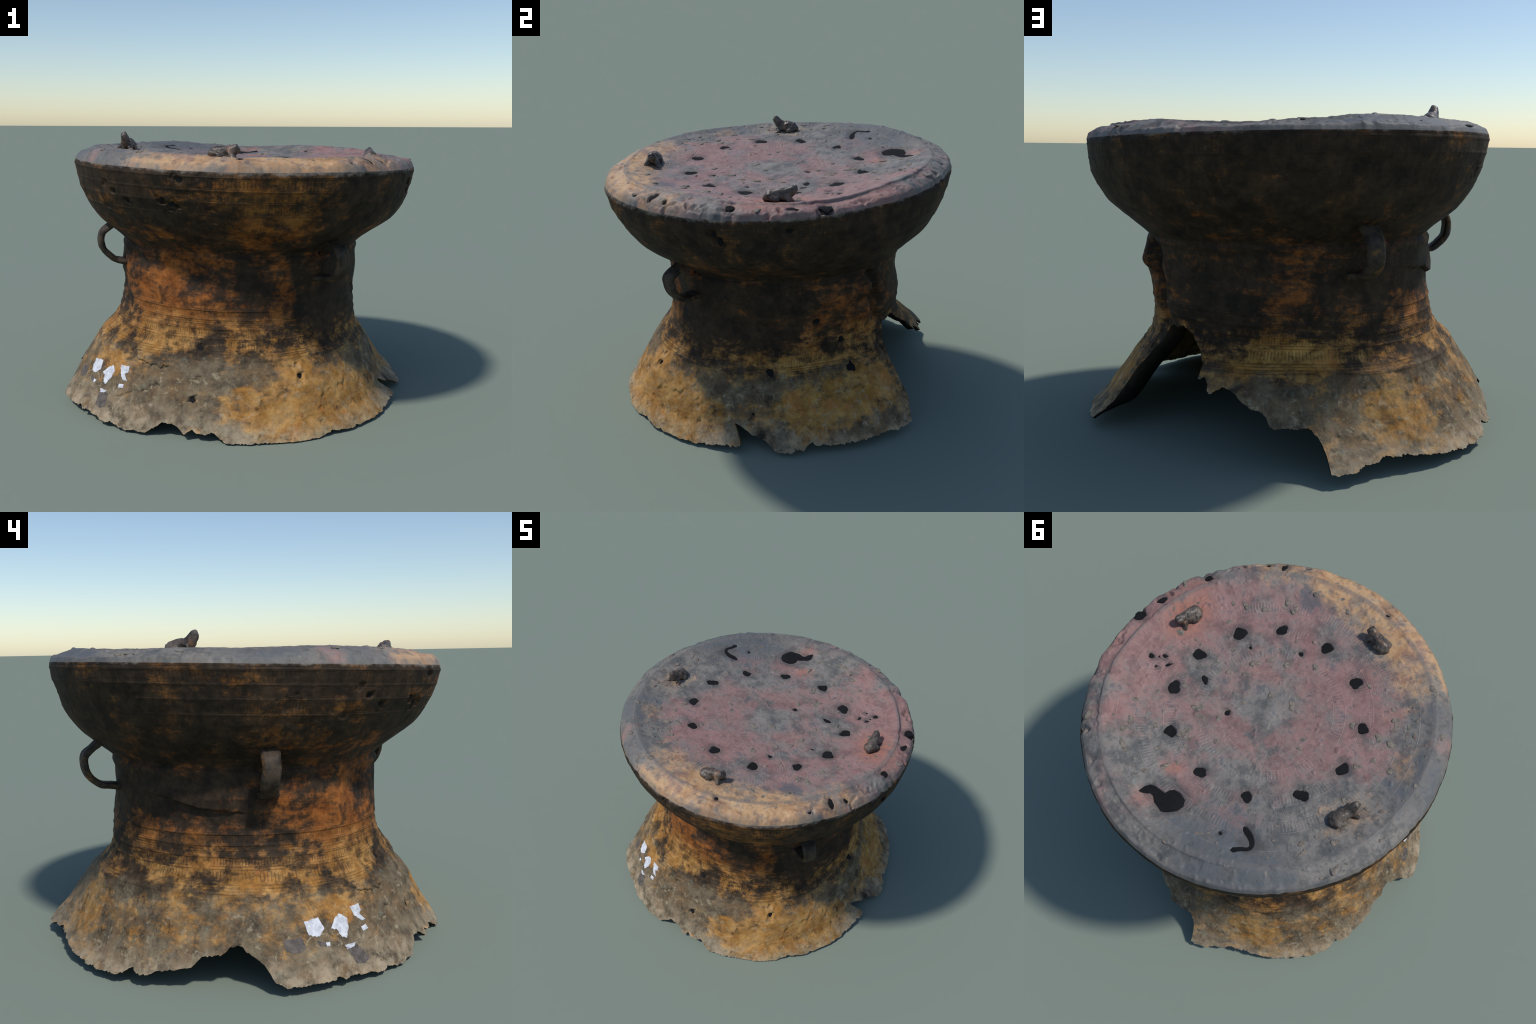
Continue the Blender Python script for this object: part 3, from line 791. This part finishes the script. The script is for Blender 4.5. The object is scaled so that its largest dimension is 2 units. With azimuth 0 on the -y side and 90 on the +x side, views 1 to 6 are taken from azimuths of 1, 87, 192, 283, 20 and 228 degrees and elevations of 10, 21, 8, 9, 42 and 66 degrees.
for deg, ze, size, tall, owner in ((349.3, .365, .021, 1.35, "foot"), (26.5, .345, .031, 1.0, "foot"), (292.7, .278, .015, 1.4, "foot"), (254.4, .174, .019, .7, "foot"),
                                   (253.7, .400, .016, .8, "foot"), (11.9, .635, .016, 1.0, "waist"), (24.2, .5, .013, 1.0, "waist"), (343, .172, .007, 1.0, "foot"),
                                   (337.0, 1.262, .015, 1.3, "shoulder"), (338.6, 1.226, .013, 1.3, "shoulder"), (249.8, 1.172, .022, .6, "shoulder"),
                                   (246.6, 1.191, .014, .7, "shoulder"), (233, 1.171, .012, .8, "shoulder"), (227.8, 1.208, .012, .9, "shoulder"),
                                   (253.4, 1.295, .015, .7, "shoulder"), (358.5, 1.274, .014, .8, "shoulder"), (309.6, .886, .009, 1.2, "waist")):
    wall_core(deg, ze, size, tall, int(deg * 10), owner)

# ------------------------------------------------------------------ corrosion scabs on the drumhead
def scabs():
    rs = np.random.RandomState(21)
    vs, qs, base = [], [], 0
    clusters = [(70, .62, .16, 16), (60, .80, .10, 6), (175, .80, .20, 26), (215, .78, .14, 22), (150, .88, .20, 16), (235, .70, .10, 8), (300, .70, .12, 8),
                (335, .60, .12, 10), (10, .55, .14, 12), (0, .15, .22, 18), (290, .40, .14, 8), (110, .80, .16, 8), (200, .45, .16, 8), (355, .84, .10, 6)]
    for a, rad, spread, count in clusters:
        for _ in range(count):
            t = math.radians(a)
            x = CX + rad * math.cos(t) + rs.normal() * spread
            y = CY + rad * math.sin(t) + rs.normal() * spread
            if math.hypot(x - CX, y - CY) > .945:
                continue
            if any(poly_dist(np.array([x]), np.array([y]), o)[0] < .02 for o in OUTLINES):
                continue
            R = .007 + .014 * rs.uniform() ** 2.0
            n = 14
            tt = np.linspace(0, PI2, n, endpoint=False)
            ph = rs.uniform(0, PI2, 3)
            k = 1 + .22 * np.cos(2 * tt + ph[0]) + .16 * np.cos(3 * tt + ph[1]) + .08 * np.cos(5 * tt + ph[2])
            st, an = rs.uniform(1, 1.7), rs.uniform(0, PI2)
            hgt = R * rs.uniform(.12, .22)
            rows = []
            for f, h in ((1.0, -.004), (.93, .35), (.75, .85), (.45, 1.0), (.05, .92)):
                u, v = k * R * f * st * np.cos(tt), k * R * f * np.sin(tt)
                px, py = x + u * math.cos(an) - v * math.sin(an), y + u * math.sin(an) + v * math.cos(an)
                z0 = surface_z(x, y)
                rows.append(np.stack([px, py, np.full(n, z0 + (h if h < 0 else h * hgt))], 1))
            vs.append(np.array(rows).reshape(-1, 3)); qs.append(grid_faces(5, n) + base); base += 5 * n
    ob = add_object("corrosion_scab", mesh_from("corrosion_scab", np.concatenate(vs), np.concatenate(qs)), body_parts["drumhead"], MAT_SCAB)
    ob["kind"] = "stuff"

HEAD_XY = HEADV[:, :2]
def surface_z(x, y):
    return float(HEADV[np.argmin(((HEAD_XY - (x, y)) ** 2).sum(1)), 2])

scabs()

# ------------------------------------------------------------------ strap handles
def handle_mesh(deg, path, width, thick):
    path = np.array(path, float)
    u = np.linspace(0, 1, len(path))
    # Catmull-Rom through the path
    tt = np.linspace(0, len(path) - 1.0001, 60)
    pts = []
    for t in tt:
        i = int(t); f = t - i
        p0, p1, p2, p3 = (path[min(max(i + k, 0), len(path) - 1)] for k in (-1, 0, 1, 2))
        pts.append(.5 * (2 * p1 + (p2 - p0) * f + (2 * p0 - 5 * p1 + 4 * p2 - p3) * f * f + (3 * p1 - p0 - 3 * p2 + p3) * f ** 3))
    pts = np.array(pts)
    tan = np.gradient(pts, axis=0)
    tan /= np.linalg.norm(tan, axis=1)[:, None]
    nor = np.stack([-tan[:, 1], tan[:, 0]], 1)          # outward in (r, z)
    if nor[len(nor) // 2, 0] < 0:
        nor = -nor
    m = 36
    a = np.linspace(0, PI2, m, endpoint=False)
    v = []
    t0 = math.radians(deg)
    er, et = np.array([math.cos(t0), math.sin(t0)]), np.array([-math.sin(t0), math.cos(t0)])
    for k, (p, n_) in enumerate(zip(pts, nor)):
        s = k / (len(pts) - 1)
        flare = 1 + .35 * (abs(2 * s - 1) ** 3)
        cs, sn = np.cos(a), np.sin(a)
        w = np.sign(cs) * np.abs(cs) ** .45 * width / 2 * flare
        h = np.sign(sn) * np.abs(sn) ** .6 * thick / 2
        wob = .0035 * math.sin(9 * s + deg) + .002 * math.sin(23 * s + 2 * deg)
        ridge = .0022 * np.cos(w / (width * flare) * PI2 * 3.0) * (sn > 0)
        h = h + ridge
        rad = p[0] + n_[0] * h
        zz = p[1] + n_[1] * h
        tang = w + wob
        xy = np.array([CX, CY])[None] + rad[:, None] * er + tang[:, None] * et
        z = zz + (TILT_X * xy[:, 0] + TILT_Y * xy[:, 1]) * zz / RIM_Z
        v.append(np.concatenate([xy, z[:, None]], 1))
    v = np.array(v)
    vv = v.reshape(-1, 3)
    vv = vv + (fbm(vv, 30, 2, 4.) * .003)[:, None]
    return mesh_from("handle", vv, grid_faces(len(pts), m))

for deg, top, mid, low, reach in ((200.4, .972, .888, .772, .838), (127.3, .955, .858, .746, .858), (309.8, .956, .868, .752, .828)):
    t = np.array(math.radians(deg))
    wall = lambda z: float(wall_radius(t, np.array(z)))
    path = [(wall(top) - .02, top + .012), (wall(top) + .006, top - .004), (reach - .008, mid + .045), (reach, mid - .005), (reach - .018, mid - .055),
            (reach - .065, low + .016), (wall(low) + .035, low + .004), (wall(low) - .02, low - .002)]
    add_object("handle", handle_mesh(deg, path, .082, .031), root, MAT_HANDLE)

# ------------------------------------------------------------------ frog figures on the drumhead
def capsule(p, q, r0, r1, n=14):
    p, q = np.array(p, float), np.array(q, float)
    ax = q - p
    L = np.linalg.norm(ax)
    ax = ax / max(L, 1e-9)
    e = np.array([0, 0, 1.]) if abs(ax[2]) < .8 else np.array([1., 0, 0])
    b1 = np.cross(ax, e); b1 /= np.linalg.norm(b1)
    b2 = np.cross(ax, b1)
    rows = []
    for ang in np.linspace(-math.pi / 2, 0, 7):
        rows.append((p + ax * math.sin(ang) * r0, math.cos(ang) * r0 + 1e-5))
    for ang in np.linspace(0, math.pi / 2, 7):
        rows.append((q + ax * math.sin(ang) * r1, math.cos(ang) * r1 + 1e-5))
    a = np.linspace(0, PI2, n, endpoint=False)
    v = np.concatenate([c + r * (np.cos(a)[:, None] * b1 + np.sin(a)[:, None] * b2) for c, r in rows])
    return v, grid_faces(len(rows), n)

def frog_mesh(seed, neck):
    rs = np.random.RandomState(seed)
    pieces = [capsule((-.040, 0, .026), (.015, 0, .034), .032, .033),
              capsule((-.060, 0, .016), (-.03, 0, .022), .022, .030),
              capsule((.012, 0, .034), (.046, 0, .042 + neck * .4), .031, .026),
              capsule((.044, 0, .042 + neck * .4), (.066, 0, .056 + neck), .026, .023),
              capsule((.036, .014, .034), (.058, .037, .002), .017, .014), capsule((.036, -.014, .034), (.058, -.037, .002), .017, .014),
              capsule((-.048, .022, .024), (-.014, .032, .014), .020, .017), capsule((-.048, -.022, .024), (-.014, -.032, .014), .020, .017)]
    vs, qs, base = [], [], 0
    for v, q in pieces:
        vs.append(v); qs.append(q + base); base += len(v)
    return mesh_from("frog_figure", np.concatenate(vs), np.concatenate(qs))

def bake(ob):
    bpy.context.view_layer.update()
    ev = ob.evaluated_get(bpy.context.evaluated_depsgraph_get())
    me = bpy.data.meshes.new_from_object(ev)
    ob.modifiers.clear()
    ob.data = me
    return me

for seed, deg, rad, neck in ((1, 356, .727, -.004), (2, 263.5, .716, -.002), (3, 170.5, .705, .018)):
    t = math.radians(deg)
    x, y = CX + rad * math.cos(t), CY + rad * math.sin(t)
    ob = add_object("frog_figure", frog_mesh(seed, neck), root)
    rm = ob.modifiers.new("r", "REMESH"); rm.mode = "VOXEL"; rm.voxel_size = .0034
    sm = ob.modifiers.new("s", "SMOOTH"); sm.iterations = 6; sm.factor = .5
    me = bake(ob)
    co = np.empty(len(me.vertices) * 3, np.float32)
    me.vertices.foreach_get("co", co)
    co = co.reshape(-1, 3).astype(float)
    co = co + (fbm(co + seed, 30, 3, 3.) * .016)[:, None] * np.array([.6, .6, .6])
    yaw = t + math.pi / 2
    ca, sa = math.cos(yaw), math.sin(yaw)
    wx, wy = x + co[:, 0] * ca - co[:, 1] * sa, y + co[:, 0] * sa + co[:, 1] * ca
    base = np.array([head_z(a, b) for a, b in zip(wx, wy)])
    co = np.stack([wx, wy, base - .004 + co[:, 2] * 1.12], 1)
    me.vertices.foreach_set("co", co.astype(np.float32).ravel())
    me.polygons.foreach_set("use_smooth", np.ones(len(me.polygons), bool))
    me.materials.clear(); me.materials.append(MAT_FROG)
    me.update()

# ------------------------------------------------------------------ flakes of white paint and glue marks on the foot
def flake(name, corners, mat, lift, seed, rough=.004):
    rs = np.random.RandomState(seed)
    pts = []
    mid = np.mean(corners, axis=0)
    corners = [tuple(mid + (np.array(c) - mid) * 1.08) for c in corners]
    n = len(corners)
    for i in range(n):
        a, b = np.array(corners[i]), np.array(corners[(i + 1) % n])
        for s in np.linspace(0, 1, 7)[:-1]:
            j = rs.normal(size=2) * np.array([rough * 55, rough]) * (.35 if s else .1)
            pts.append(a * (1 - s) + b * s + j)
    pts = np.array(pts)
    c = pts.mean(0)
    rings = [c + (pts - c) * s for s in (1, .75, .5, .25)]
    m = len(pts)
    top = np.concatenate([wall_point(q[:, 0], q[:, 1], lift) for q in rings] + [wall_point(c[None, 0], c[None, 1], lift)])
    skirt = wall_point(pts[:, 0], pts[:, 1], -.004)
    v = np.concatenate([top, skirt])
    quads, tris = [], []
    for k in range(3):
        for i in range(m):
            j = (i + 1) % m
            quads.append((k * m + i, k * m + j, (k + 1) * m + j, (k + 1) * m + i))
    for i in range(m):
        j = (i + 1) % m
        tris.append((3 * m + i, 3 * m + j, 4 * m))
        quads.append((4 * m + 1 + i, 4 * m + 1 + j, j, i))
    me = mesh_from(name, v, np.array(quads), np.array(tris), smooth_shade=False)
    add_object(name, me, body_parts["foot"], mat)

flake("paint_flake", [(208.2, .256), (212.4, .262), (213.5, .222), (211.8, .198), (209.0, .207)], MAT_WHITE, .0022, 1)
flake("paint_flake", [(218.0, .246), (219.6, .258), (221.6, .238), (221.2, .205), (219.8, .172), (218.4, .182), (217.6, .208), (216.0, .215)], MAT_WHITE, .0022, 2)
flake("paint_flake", [(224.0, .276), (227.6, .276), (227.8, .250), (226.6, .240), (228.6, .212), (226.4, .220), (224.8, .240)], MAT_WHITE, .0022, 3)
flake("paint_flake", [(226.0, .190), (227.8, .194), (228.2, .180), (226.2, .175)], MAT_WHITE, .0022, 4, .002)
flake("paint_flake", [(218.6, .146), (222.0, .145), (221.4, .136), (219.2, .128)], MAT_WHITE, .0022, 5, .002)
flake("paint_flake", [(213.2, .170), (214.4, .168), (214.2, .156), (213.3, .157)], MAT_WHITE, .0022, 6, .002)
flake("glue_mark", [(202.0, .200), (206.6, .205), (207.2, .168), (206.0, .155), (202.4, .160)], MAT_GLUE, .0012, 7, .003)
flake("glue_mark", [(219.2, .126), (222.6, .134), (224.6, .085), (223.0, .070), (220.6, .076)], MAT_GLUE, .0012, 8, .003)
flake("glue_mark", [(210.8, .182), (213.0, .172), (213.4, .158), (211.4, .162)], MAT_GLUE, .0012, 9, .002)
